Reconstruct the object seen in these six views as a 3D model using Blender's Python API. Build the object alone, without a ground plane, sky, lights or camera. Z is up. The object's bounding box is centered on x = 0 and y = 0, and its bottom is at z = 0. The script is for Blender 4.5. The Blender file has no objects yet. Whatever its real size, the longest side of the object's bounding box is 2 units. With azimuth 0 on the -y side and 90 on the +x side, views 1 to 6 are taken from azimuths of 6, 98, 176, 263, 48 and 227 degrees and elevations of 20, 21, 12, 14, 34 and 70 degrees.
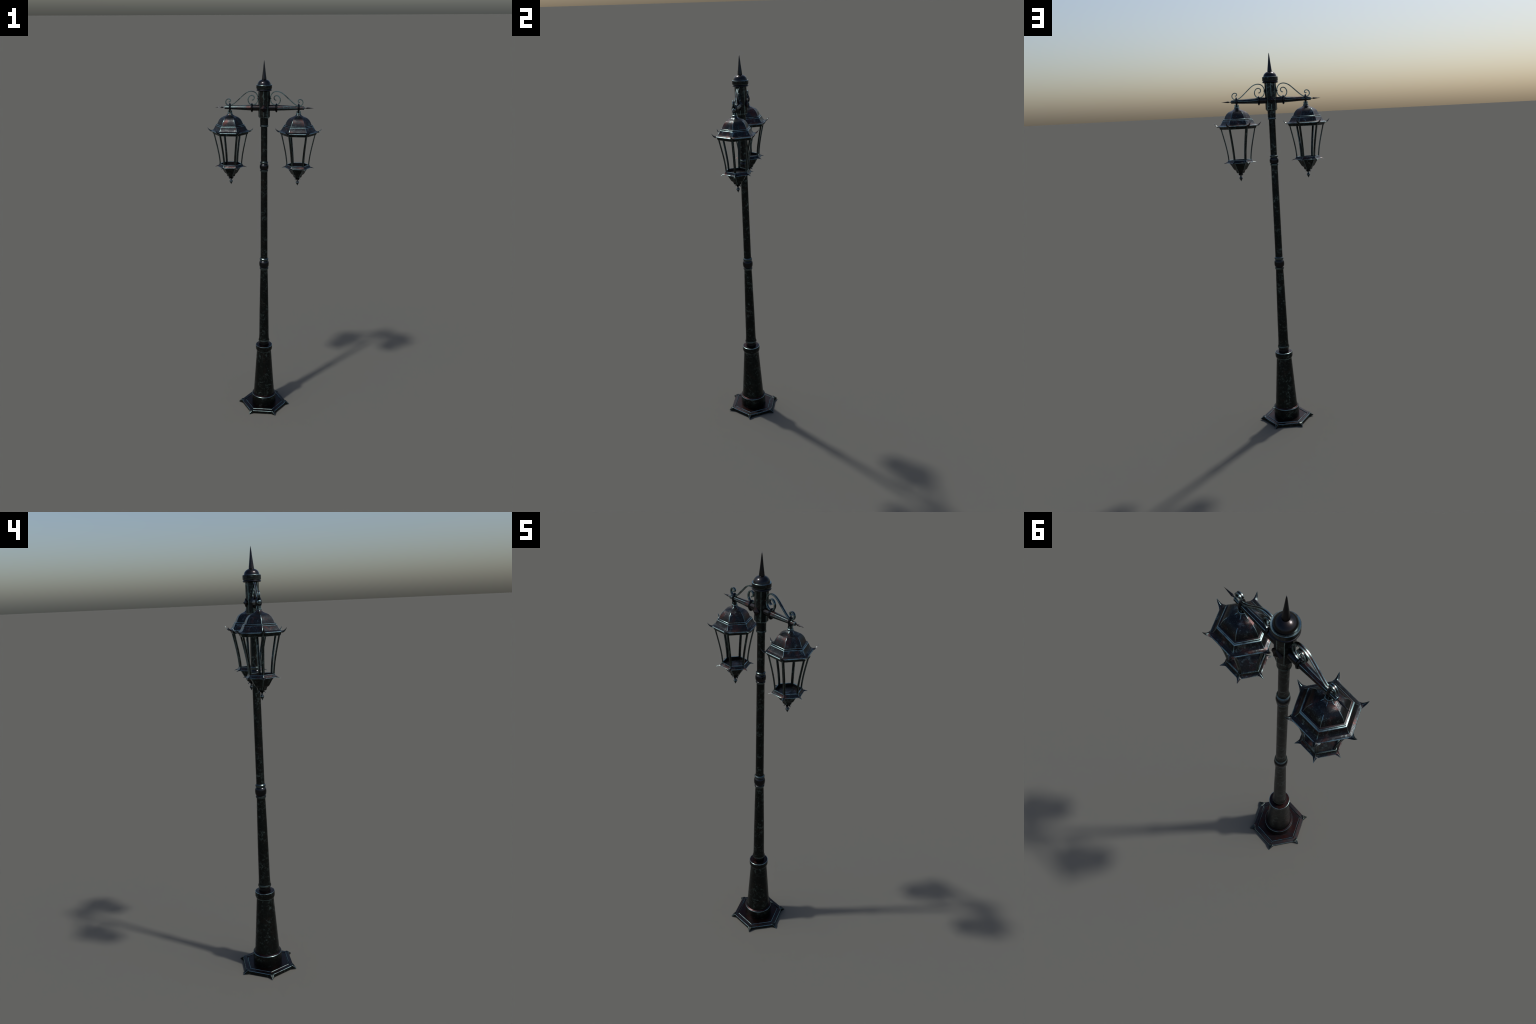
"""Twin-lantern wrought-iron street lamp, built part by part (metres, z up)."""
import bpy, bmesh, math
from math import pi, sin, cos, radians
from mathutils import Vector, Matrix

# ----------------------------------------------------------------- materials
def iron(name, dark, warm, patina, warm_amount, patina_cover, rough=(0.30, 0.50),
         pitting=0.28, scale=1.0, streak=1.0):
    """Old painted iron: dark skin, rusty patches, blue-green patina blotches and grain."""
    m = bpy.data.materials.new(name)
    m.use_nodes = True
    nt = m.node_tree
    N, L = nt.nodes, nt.links
    N.clear()
    out = N.new('ShaderNodeOutputMaterial')
    bsdf = N.new('ShaderNodeBsdfPrincipled')
    L.new(bsdf.outputs[0], out.inputs[0])
    tc = N.new('ShaderNodeTexCoord')
    info = N.new('ShaderNodeObjectInfo')
    off = N.new('ShaderNodeVectorMath'); off.operation = 'MULTIPLY_ADD'
    comb = N.new('ShaderNodeCombineXYZ')
    for i in range(3):
        L.new(info.outputs['Random'], comb.inputs[i])
    L.new(comb.outputs[0], off.inputs[0])
    off.inputs[1].default_value = (3.0, 5.0, 7.0)
    L.new(tc.outputs['Object'], off.inputs[2])
    mp = N.new('ShaderNodeMapping')
    L.new(off.outputs[0], mp.inputs[0])
    mp.inputs['Scale'].default_value = (scale, scale, scale * streak)

    def noise(s, detail, r, dist=0.0):
        n = N.new('ShaderNodeTexNoise')
        L.new(mp.outputs[0], n.inputs['Vector'])
        n.inputs['Scale'].default_value = s
        n.inputs['Detail'].default_value = detail
        n.inputs['Roughness'].default_value = r
        n.inputs['Distortion'].default_value = dist
        return n.outputs['Fac']

    def remap(src, a, b, lo=0.0, hi=1.0):
        n = N.new('ShaderNodeMapRange')
        L.new(src, n.inputs['Value'])
        n.inputs['From Min'].default_value = a
        n.inputs['From Max'].default_value = b
        n.inputs['To Min'].default_value = lo
        n.inputs['To Max'].default_value = hi
        return n.outputs[0]

    def math_(op, a, b):
        n = N.new('ShaderNodeMath'); n.operation = op
        for i, v in enumerate((a, b)):
            if isinstance(v, (int, float)):
                n.inputs[i].default_value = v
            else:
                L.new(v, n.inputs[i])
        return n.outputs[0]

    def mix(fac, a, b):
        n = N.new('ShaderNodeMix'); n.data_type = 'RGBA'
        L.new(fac, n.inputs['Factor'])
        for s, v in (('A', a), ('B', b)):
            sock = [k for k in n.inputs if k.name == s and k.type == 'RGBA'][0]
            if isinstance(v, tuple):
                sock.default_value = (*v, 1)
            else:
                L.new(v, sock)
        return [o for o in n.outputs if o.type == 'RGBA'][0]

    broad = noise(26, 4, 0.6, 0.6)
    blot = noise(62, 8, 0.78, 0.25)
    fine = noise(420, 4, 0.75)
    cluster = noise(20, 2, 0.5, 0.4)
    rust = remap(broad, 0.62 - 0.25 * warm_amount, 0.78 - 0.25 * warm_amount)
    col = mix(rust, dark, warm)
    blotmask = math_('MULTIPLY',
                     remap(blot, 0.70 - 0.22 * patina_cover, 0.86 - 0.22 * patina_cover),
                     remap(fine, 0.36, 0.62, 0.25, 1.0))
    blotmask = math_('MULTIPLY', blotmask, remap(cluster, 0.42, 0.62, 0.12, 1.0))
    col = mix(blotmask, col, patina)
    col = mix(remap(fine, 0.56, 0.78, 0.0, 0.36), col, patina)
    L.new(col, bsdf.inputs['Base Color'])
    bsdf.inputs['Metallic'].default_value = 1.0
    r = remap(math_('ADD', math_('MULTIPLY', blot, 0.6), math_('MULTIPLY', fine, 0.4)),
              0.34, 0.66, rough[1], rough[0])
    L.new(r, bsdf.inputs['Roughness'])
    bump = N.new('ShaderNodeBump')
    bump.inputs['Strength'].default_value = pitting
    bump.inputs['Distance'].default_value = 0.0006
    L.new(math_('ADD', blot, math_('MULTIPLY', fine, 0.5)), bump.inputs['Height'])
    L.new(bump.outputs[0], bsdf.inputs['Normal'])
    return m

SHAFT = iron('green_black_cast_iron', (0.019, 0.021, 0.020), (0.028, 0.024, 0.022), (0.22, 0.31, 0.31), 0.4, 0.86, (0.30, 0.46))
PLATE = iron('weathered_sheet_iron', (0.022, 0.023, 0.026), (0.062, 0.029, 0.027), (0.25, 0.34, 0.35), 0.48, 0.82, (0.24, 0.50), 0.55)
RUST = iron('dark_red_rusted_iron', (0.018, 0.014, 0.016), (0.029, 0.011, 0.010), (0.11, 0.13, 0.14), 0.6, 0.50, (0.26, 0.42))
FRAME = iron('dull_brown_iron', (0.026, 0.024, 0.027), (0.042, 0.024, 0.023), (0.12, 0.16, 0.17), 0.45, 0.55, (0.28, 0.44))
STEEL = iron('polished_dark_steel', (0.029, 0.030, 0.034), (0.037, 0.031, 0.031), (0.11, 0.15, 0.16), 0.4, 0.60, (0.15, 0.29))
EDGE = iron('worn_verdigris_edge', (0.21, 0.31, 0.32), (0.085, 0.110, 0.115), (0.33, 0.44, 0.43), 0.6, 0.6, (0.20, 0.36))
RIM = iron('dim_teal_ring_iron', (0.085, 0.115, 0.118), (0.050, 0.058, 0.060), (0.22, 0.30, 0.30), 0.5, 0.5, (0.18, 0.32))  # dim teal, between the pale edge colour and the dark iron, for the ring bands
GROOVE = iron('dark_groove_iron', (0.024, 0.022, 0.024), (0.040, 0.022, 0.021), (0.08, 0.11, 0.11), 0.5, 0.3, (0.28, 0.42))

# ------------------------------------------------------------------- helpers
COLL = bpy.context.scene.collection

def finish(bm, name, mats, bevel=0.0, bevel_angle=32, parent=None, smooth=34, edge_slot=1):
    """Chamfer the convex hard edges into a worn strip, shade by angle, make the object."""
    bmesh.ops.recalc_face_normals(bm, faces=bm.faces)
    if bevel:
        hard = [e for e in bm.edges if len(e.link_faces) == 2
                and e.calc_face_angle_signed(0.0) > radians(bevel_angle)]
        if hard:
            bmesh.ops.bevel(bm, geom=hard, offset=bevel, offset_type='OFFSET', segments=2,
                            profile=0.5, affect='EDGES', clamp_overlap=True,
                            material=edge_slot)
    me = bpy.data.meshes.new(name)
    bm.to_mesh(me); bm.free()
    for m in mats:
        me.materials.append(m)
    for p in me.polygons:
        p.use_smooth = True
    me.set_sharp_from_angle(angle=radians(smooth))
    ob = bpy.data.objects.new(name, me)
    COLL.objects.link(ob)
    if parent is not None:
        ob.parent = parent
    w = ob.modifiers.new('weighted_normals', 'WEIGHTED_NORMAL')
    w.keep_sharp = True
    w.weight = 90
    return ob

def lathe(bm, profile, seg, phase=0.0, slots=None, centre=(0, 0, 0), axis='Z', skin=0.0):
    """Turn (radius, height) points about an axis; radius 0 closes to a pole. seg 6 or 8 = prism."""
    rings = []
    for r, h in profile:
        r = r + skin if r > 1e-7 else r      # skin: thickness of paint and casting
        ring = []
        n = 1 if r <= 1e-7 else seg
        for i in range(n):
            a = phase + 2 * pi * i / seg
            p = (r * cos(a), r * sin(a), h)
            if axis == 'X':
                p = (p[2], p[0], p[1])
            elif axis == 'Y':
                p = (p[0], p[2], p[1])
            elif axis == '-Y':
                p = (p[0], -p[2], p[1])
            ring.append(bm.verts.new(Vector(p) + Vector(centre)))
        rings.append(ring)
    for k in range(len(rings) - 1):
        a, b = rings[k], rings[k + 1]
        for i in range(seg):
            j = (i + 1) % seg
            if len(a) == 1 and len(b) == 1:
                break
            if len(a) == 1:
                f = bm.faces.new((a[0], b[j], b[i]))
            elif len(b) == 1:
                f = bm.faces.new((a[i], a[j], b[0]))
            else:
                f = bm.faces.new((a[i], a[j], b[j], b[i]))
            if slots:
                f.material_index = slots[k]
    return rings

def loft(bm, sections, slot=0):
    """Skin equal-length vertex loops; the last may be a single point, ends are capped."""
    loops = [[bm.verts.new(p) for p in s] for s in sections]
    for a, b in zip(loops, loops[1:]):
        n = len(a)
        for i in range(n):
            j = (i + 1) % n
            f = bm.faces.new((a[i], a[j], b[0]) if len(b) == 1 else (a[i], a[j], b[j], b[i]))
            f.material_index = slot
    f = bm.faces.new(loops[0][::-1]); f.material_index = slot
    if len(loops[-1]) > 2:
        f = bm.faces.new(loops[-1]); f.material_index = slot

def claw(bm, spine, widths, heights, slot=0, keel=0.5):
    """Pointed claw in the radial (x, z) plane: diamond section, last point is the tip."""
    secs = []
    for (r, z), w, h in zip(spine[:-1], widths, heights):
        secs.append([Vector((r, -w, z)), Vector((r, 0, z - h * keel)),
                     Vector((r, w, z)), Vector((r, 0, z + h * (1 - keel)))])
    secs.append([Vector((spine[-1][0], 0, spine[-1][1]))])
    loft(bm, secs, slot)

def around(ob, count, start=0.0, parent=None):
    """Repeat an object round its parent's z axis, sharing the mesh."""
    out = [ob]
    ob.rotation_euler.z = start
    for i in range(1, count):
        c = ob.copy()
        COLL.objects.link(c)
        c.rotation_euler.z = start + 2 * pi * i / count
        out.append(c)
    return out

def empty(name, parent=None):
    e = bpy.data.objects.new(name, None)
    e.empty_display_size = 0.1
    COLL.objects.link(e)
    if parent is not None:
        e.parent = parent
    return e

def bezier_like(points, per=8):
    """Catmull-Rom through 2-D control points."""
    pts = [Vector(p) for p in points]
    pts = [2 * pts[0] - pts[1]] + pts + [2 * pts[-1] - pts[-2]]
    out = []
    for i in range(1, len(pts) - 2):
        p0, p1, p2, p3 = pts[i - 1:i + 3]
        for k in range(per):
            t = k / per
            out.append(0.5 * ((2 * p1) + (p2 - p0) * t + (2 * p0 - 5 * p1 + 4 * p2 - p3) * t * t
                              + (3 * p1 - p0 - 3 * p2 + p3) * t ** 3))
    out.append(pts[-2])
    return out

# ============================================================ the street lamp
lamp = empty('street_lamp')
lamp['label'] = 'tall dark iron street lamp with two hanging hexagonal lanterns'
lamp['category'] = 'street lamp'

# ------------------------------------------------------------------ foot plate
R_FOOT, Z_FOOT = 0.135, 0.0165
bm = bmesh.new()
lathe(bm, [(0.0, 0.0), (R_FOOT, 0.0), (R_FOOT, Z_FOOT - 0.0016), (R_FOOT - 0.0016, Z_FOOT),
           (0.1160, 0.0180), (0.1150, 0.0172), (0.1140, 0.0150), (0.1115, 0.0150), (0.1100, 0.0168), (0.1085, 0.0178),
           (0.0, 0.0178)],
      6, slots=[0, 0, 1, 2, 1, 4, 4, 4, 1, 3])
finish(bm, 'foot_plate', [SHAFT, EDGE, FRAME, RUST, GROOVE], 0.0, 25, lamp, smooth=20)

bm = bmesh.new()
secs = []
for r, w, zt in ((0.1215, 0.0138, 0.0178), (0.1275, 0.0136, 0.0190), (0.1328, 0.0105, 0.0186),
                 (0.1390, 0.0066, 0.0136), (0.1458, 0.0031, 0.0078)):
    secs.append([Vector((r, -w, 0.0003)), Vector((r, w, 0.0003)), Vector((r, w * 0.80, zt)), Vector((r, -w * 0.80, zt))])
secs.append([Vector((0.1528, 0, 0.0012))])
loft(bm, secs)
around(finish(bm, 'corner_claw', [SHAFT, EDGE], 0.0006, 55, lamp), 6)

# -------------------------------------------------------------------- pedestal
bm = bmesh.new()
lathe(bm, [(0.0690, 0.0150), (0.0696, 0.0200), (0.0696, 0.0740), (0.0680, 0.0765),
           (0.0612, 0.0800), (0.0594, 0.0840),
           (0.0408, 0.3610), (0.0412, 0.3622), (0.0432, 0.3655), (0.0462, 0.3730), (0.0468, 0.3755), (0.0468, 0.3975),
           (0.0455, 0.3990), (0.0280, 0.4000)],
      40, slots=[0, 0, 1, 2, 2, 0, 0, 1, 0, 0, 0, 1, 2], skin=0.0008)
finish(bm, 'pedestal', [SHAFT, EDGE, RUST], 0.0012, 35, lamp)

# ------------------------------------------------------------------------ post
def bead(zb, zt, r_low, r_high, ball, ring):
    """Turned joint: fillet, ring, ball, ring, fillet (bottom to top)."""
    h = zt - zb
    f = lambda t: zb + t * h
    pts = [(r_low, f(0.0)), (r_low + 0.15 * (ring - r_low), f(0.06)), (ring * 0.97, f(0.12)),
           (ring, f(0.17)), (ring * 0.97, f(0.22)), (ring * 0.89, f(0.24))]
    sl = [0, 1, 1, 1, 2]
    z0, z1 = f(0.25), f(0.75)
    zc = 0.5 * (z0 + z1)
    rn = ring * 0.86
    for i in range(11):
        t = i / 10
        z = z0 + (z1 - z0) * t
        pts.append((rn + (ball - rn) * math.sqrt(max(0, 1 - ((z - zc) / (z1 - zc)) ** 2)), z))
        sl.append(2)
    pts += [(ring * 0.93, f(0.79)), (ring, f(0.86)), (ring * 0.98, f(0.91)),
            (r_high + 0.2 * (ring - r_high), f(0.96)), (r_high, f(1.0))]
    sl += [1, 1, 1, 1, 0]
    return pts, sl[:len(pts) - 1]

prof, slots = [(0.0272, 0.3985), (0.0272, 0.4190), (0.0290, 0.4215), (0.0308, 0.4250),
               (0.0312, 0.4290), (0.0302, 0.4330), (0.0278, 0.4380)], [2, 2, 1, 1, 1, 0]
for (zb, zt, rl, rh, ball, ring) in ((0.8640, 0.9410, 0.0195, 0.0187, 0.0262, 0.0238),
                                      (1.4235, 1.4850, 0.0170, 0.0161, 0.0230, 0.0209)):
    p, s = bead(zb, zt, rl, rh, ball, ring)
    if zb < 1:      # entasis of the lower shaft
        prof += [(0.0265, 0.4700), (0.0253, 0.5850), (0.0246, 0.6300), (0.0234, 0.6900), (0.0223, 0.7570), (0.0206, 0.8350)]
        slots += [0] * 6
    prof += p
    slots += [0] + s
prof += [(0.0161, 1.6640), (0.0195, 1.6655), (0.0213, 1.6672), (0.0213, 1.6715), (0.0200, 1.6735),
         (0.0199, 1.6760), (0.0205, 1.7120)]
slots += [0, 0, 1, 1, 1, 0, 0]
bm = bmesh.new()
lathe(bm, prof, 40, slots=slots, skin=0.0008)
finish(bm, 'post', [SHAFT, RIM, STEEL], 0.0, parent=lamp)

# ---------------------------------------------------------------------- collar
bm = bmesh.new()
lathe(bm, [(0.0200, 1.7085), (0.0226, 1.7085), (0.0297, 1.7160), (0.0297, 1.8480), (0.0250, 1.8480)], 8, skin=0.0006)
finish(bm, 'collar', [SHAFT, EDGE], 0.0013, 25, lamp)

# ------------------------------------------------------------------------- cap
bm = bmesh.new()
dome = [(0.0345, 1.8775), (0.0340, 1.8785)]
for i in range(1, 11):
    a = i / 10 * radians(71)
    dome.append((0.0328 * cos(a) + 0.0006, 1.8790 + 0.0262 * sin(a)))
lathe(bm, [(0.0255, 1.8462), (0.0315, 1.8466), (0.0365, 1.8478), (0.0392, 1.8496), (0.0401, 1.8518), (0.0394, 1.8540),
           (0.0376, 1.8552), (0.0372, 1.8562), (0.0378, 1.8578), (0.0392, 1.8590), (0.0399, 1.8610),
           (0.0399, 1.8768), (0.0388, 1.8782)] + dome
      + [(0.0114, 1.9055), (0.0109, 1.9100), (0.0086, 1.9280), (0.0060, 1.9485), (0.0033, 1.9740), (0.0014, 1.9900),
         (0.0, 2.0)],
      32, slots=[2] * 6 + [4, 4, 3, 3, 0, 1, 1] + [2] * (len(dome) + 6), skin=0.0005)
finish(bm, 'spire_cap', [SHAFT, EDGE, STEEL, RIM, GROOVE], 0.0, 40, lamp)

# -------------------------------------------------------- studs on the collar
def stud(name, rad, depth, z, at, seg=4):
    bm = bmesh.new()
    lathe(bm, [(rad, -0.004), (rad, 0.001), (rad * 0.82, depth * 0.42), (rad * 0.42, depth * 0.58),
               (rad * 0.16, depth * 0.84), (0.0, depth * 1.08)], seg, axis='-Y')
    return finish(bm, name, [GROOVE, EDGE], 0.0, 40, lamp, smooth=25)

front = stud('diamond_stud', 0.0200, 0.0125, 1.762, None)
front.location = (0, -0.0286, 1.762)
back = front.copy(); COLL.objects.link(back)
back.location = (0, 0.0286, 1.762); back.rotation_euler.z = pi
side = stud('scroll_stud', 0.0092, 0.0085, 1.809, None)
side.location = (0.0290, 0, 1.809); side.rotation_euler.z = pi / 2
side2 = side.copy(); COLL.objects.link(side2)
side2.location = (-0.0290, 0, 1.809); side2.rotation_euler.z = -pi / 2

# ------------------------------------------------------------------------ arms
Z_ARM = 1.762
bm = bmesh.new()
lathe(bm, [(0.0156, 0.020), (0.0156, 0.063)], 24, axis='X', slots=[2])
lathe(bm, [(0.0120, 0.060), (0.0151, 0.0605), (0.0085, 0.2050), (0.0068, 0.2064), (0.0, 0.2064)],
      8, axis='X', slots=[0, 0, 0, 0])
arm = finish(bm, 'arm', [PLATE, EDGE, STEEL], 0.0010, 25, lamp)
arm.location.z = Z_ARM

def flat_ring(name, r_in, r_out, half, x, squash):
    """Ring round the arm with a lens-shaped, sharp-rimmed section."""
    bm = bmesh.new()
    lathe(bm, [(r_in, x - half), (r_in + 0.55 * (r_out - r_in), x - half * 0.92), (r_out - 0.0018, x - half * 0.42),
               (r_out, x), (r_out - 0.0018, x + half * 0.42), (r_in + 0.55 * (r_out - r_in), x + half * 0.92),
               (r_in, x + half), (r_in, x - half)], 28, axis='X')
    for v in bm.verts:
        v.co.y *= squash
    return finish(bm, name, [STEEL, EDGE], 0.0, parent=arm, smooth=50)

ring = flat_ring('arm_ring', 0.0140, 0.0243, 0.0054, 0.0633, 0.80)
hang = flat_ring('hanger_ring', 0.0100, 0.0243, 0.0052, 0.1779, 0.58)
bm = bmesh.new()
lathe(bm, [(0.0028, 0.2055), (0.0022, 0.2100), (0.0020, 0.2140), (0.0030, 0.2160), (0.0043, 0.2195),
           (0.0036, 0.2260), (0.0020, 0.2400), (0.0, 0.2565)], 8, axis='X')
spear = finish(bm, 'spear_tip', [STEEL, EDGE], 0.0, parent=arm, smooth=50)

# ------------------------------------------------------- scrolled flat-iron bracket
SCROLL = [(0.0625, 1.8020), (0.0595, 1.8005), (0.0550, 1.8035), (0.0509, 1.8113), (0.0540, 1.8198), (0.0636, 1.8238),
          (0.0737, 1.8205), (0.0808, 1.8115), (0.0832, 1.8020), (0.0816, 1.7923), (0.0773, 1.7848), (0.0712, 1.7794),
          (0.0632, 1.7772), (0.0544, 1.7776), (0.0440, 1.7818), (0.0363, 1.7898), (0.0331, 1.7994), (0.0323, 1.8095),
          (0.0336, 1.8205), (0.0380, 1.8304), (0.0453, 1.8384), (0.0553, 1.8432), (0.0670, 1.8444), (0.0790, 1.8423),
          (0.0904, 1.8374), (0.1008, 1.8304), (0.1129, 1.8200), (0.1261, 1.8080), (0.1394, 1.7960), (0.1516, 1.7856),
          (0.1620, 1.7784), (0.1702, 1.7744), (0.1779, 1.7728), (0.1855, 1.7732), (0.1930, 1.7768), (0.1980, 1.7832),
          (0.1993, 1.7905), (0.1969, 1.7980), (0.1911, 1.8034), (0.1837, 1.8052), (0.1770, 1.8026), (0.1744, 1.7974),
          (0.1764, 1.7922), (0.1815, 1.7908), (0.1832, 1.7930)]
path = bezier_like(SCROLL, 5)
W, T, G = 0.0049, 0.0023, 0.0010      # half width, half thickness, groove depth
sect = [(-W, -T), (-W * 0.45, -T), (-W * 0.38, -T + G), (W * 0.38, -T + G), (W * 0.45, -T), (W, -T),
        (W, T), (W * 0.45, T), (W * 0.38, T - G), (-W * 0.38, T - G), (-W * 0.45, T), (-W, T)]
sect_slot = [0, 1, 1, 1, 0, 0, 0, 1, 1, 1, 0, 0]
bm = bmesh.new()
loops = []
for i, p in enumerate(path):
    t = (path[min(i + 1, len(path) - 1)] - path[max(i - 1, 0)]).normalized()
    n = Vector((-t.y, t.x))
    loops.append([bm.verts.new((p.x + n.x * b, a, p.y + n.y * b)) for a, b in sect])
for a, b in zip(loops, loops[1:]):
    for k in range(12):
        f = bm.faces.new((a[k], a[(k + 1) % 12], b[(k + 1) % 12], b[k]))
        f.material_index = sect_slot[k]
bm.faces.new(loops[0]); bm.faces.new(loops[-1][::-1])
scroll = finish(bm, 'scroll_bracket', [EDGE, GROOVE], 0.0, parent=lamp, smooth=30)

arm2 = arm.copy(); COLL.objects.link(arm2); arm2.rotation_euler.z = pi
for o in (ring, hang, spear):
    c = o.copy(); COLL.objects.link(c); c.parent = arm2
scroll2 = scroll.copy(); COLL.objects.link(scroll2); scroll2.rotation_euler.z = pi

# -------------------------------------------------------------------- lanterns
lantern = empty('lantern', lamp)
lantern.location = (0.178, 0, 0)

bm = bmesh.new()
ogee = [(0.0112, 1.7302), (0.0126, 1.7280), (0.0152, 1.7252), (0.0208, 1.7212), (0.0325, 1.7166), (0.0440, 1.7110),
        (0.0532, 1.7036), (0.0594, 1.6950), (0.0638, 1.6858), (0.0668, 1.6778)]
flare = [(0.0780, 1.6682), (0.0800, 1.6630), (0.0828, 1.6575), (0.0862, 1.6525), (0.0900, 1.6480)]
roof = ([(0.0, 1.7360), (0.0105, 1.7360), (0.0126, 1.7348), (0.0126, 1.7316)] + ogee
        + [(0.0725, 1.6762), (0.0742, 1.6752), (0.0742, 1.6716), (0.0738, 1.6706), (0.0770, 1.6696)] + flare
        + [(0.0922, 1.6468), (0.1006, 1.6432), (0.1030, 1.6414), (0.1030, 1.6388), (0.0958, 1.6368), (0.0908, 1.6252),
           (0.0840, 1.6252), (0.0860, 1.6380), (0.0, 1.6420)])
rs = [0, 1, 1, 1] + [0] * (len(ogee) - 1) + [3, 1, 3, 3, 1, 1] + [0] * (len(flare) - 1) + [3, 0, 1, 2, 2, 2, 2, 2, 2]
lathe(bm, roof, 6, slots=rs, skin=0.0012)
finish(bm, 'lantern_roof', [PLATE, EDGE, SHAFT, GROOVE], 0.0010, 34, lantern, smooth=26)

bm = bmesh.new()
for i in range(6):
    a = i * pi / 3
    lathe(bm, [(0.0024, 1.7345), (0.0024, 1.7450), (0.0016, 1.7475), (0.0, 1.7480)], 6,
          centre=(0.0086 * cos(a), 0.0086 * sin(a), 0), slots=[1, 1, 1])
lathe(bm, [(0.0072, 1.7345), (0.0066, 1.7440), (0.0, 1.7440)], 6)
finish(bm, 'lantern_crown', [GROOVE, EDGE], 0.0, parent=lantern)

bm = bmesh.new()
claw(bm, [(0.0900, 1.6415), (0.0980, 1.6405), (0.1030, 1.6408), (0.1085, 1.6432), (0.1140, 1.6478), (0.1186, 1.6540),
          (0.1228, 1.6622)],
     [0.0130, 0.0130, 0.0090, 0.0062, 0.0043, 0.0025], [0.0050, 0.0080, 0.0092, 0.0086, 0.0070, 0.0042])
around(finish(bm, 'roof_horn', [PLATE, EDGE], 0.0006, 50, lantern, smooth=30), 6)

# angle-iron bars standing on the six corners
bm = bmesh.new()
secs = []
for r, z in ((0.0890, 1.6290), (0.0862, 1.6160), (0.0808, 1.5950), (0.0756, 1.5740), (0.0710, 1.5540), (0.0670, 1.5340),
             (0.0638, 1.5150), (0.0614, 1.4960), (0.0600, 1.4800), (0.0594, 1.4640)):
    leg, th = 0.0072, 0.0034
    r += 0.0014 + 0.0012 * math.sin(pi * (z - 1.464) / 0.165)
    dx, dy = -leg * 0.5, leg * 0.866
    secs.append([Vector((r, 0, z)), Vector((r + dx, dy, z)), Vector((r + dx - th * 0.9, dy - th * 0.4, z)),
                 Vector((r - th * 1.15, 0, z)), Vector((r + dx - th * 0.9, -dy + th * 0.4, z)), Vector((r + dx, -dy, z))])
loft(bm, secs)
around(finish(bm, 'lantern_bar', [SHAFT, EDGE], 0.0006, 40, lantern), 6)

# basket holding the missing panes
bm = bmesh.new()
lathe(bm, [(0.0, 1.4546), (0.0552, 1.4549), (0.0566, 1.4680), (0.0616, 1.4682), (0.0622, 1.4655), (0.0644, 1.4608),
           (0.0680, 1.4568), (0.0720, 1.4546), (0.0720, 1.4528), (0.0560, 1.4520), (0.0545, 1.4505), (0.0478, 1.4422),
           (0.0405, 1.4300), (0.0345, 1.4200), (0.0320, 1.4172), (0.0252, 1.4128), (0.0224, 1.4085), (0.0206, 1.4015),
           (0.0190, 1.3995), (0.0112, 1.3965), (0.0, 1.3965)], 6,
      skin=0.0008, slots=[0, 3, 1, 0, 0, 0, 0, 1, 2, 2, 2, 2, 2, 2, 2, 2, 2, 2, 2, 2])
finish(bm, 'lantern_basket', [PLATE, EDGE, SHAFT, GROOVE], 0.0009, 40, lantern, smooth=28)

bm = bmesh.new()
claw(bm, [(0.0600, 1.4555), (0.0660, 1.4550), (0.0705, 1.4542), (0.0755, 1.4528), (0.0815, 1.4514), (0.0878, 1.4494)],
     [0.0105, 0.0098, 0.0068, 0.0043, 0.0024], [0.0046, 0.0058, 0.0056, 0.0044, 0.0026], keel=0.35)
around(finish(bm, 'basket_spike', [PLATE, EDGE], 0.0005, 50, lantern, smooth=30), 6)

bm = bmesh.new()
lathe(bm, [(0.0, 1.3975), (0.0100, 1.3975), (0.0085, 1.3925), (0.0050, 1.3880), (0.0040, 1.3830), (0.0044, 1.3800),
           (0.0092, 1.3745), (0.0096, 1.3722), (0.0080, 1.3690), (0.0, 1.3540)], 6, slots=[0, 0, 0, 0, 0, 0, 1, 0, 0])
pend = finish(bm, 'pendant_finial', [STEEL, EDGE], 0.0005, 40, lantern)
bm = bmesh.new()
claw(bm, [(0.0060, 1.3945), (0.0100, 1.3935), (0.0140, 1.3910), (0.0182, 1.3855)],
     [0.0052, 0.0050, 0.0034], [0.0040, 0.0040, 0.0032])
around(finish(bm, 'pendant_leaf', [STEEL, EDGE], 0.0, 50, lantern), 6)

lantern2 = empty('lantern', lamp)
lantern2.location = (-0.178, 0, 0)
lantern2.rotation_euler.z = pi
for o in list(lantern.children):
    c = o.copy(); COLL.objects.link(c); c.parent = lantern2
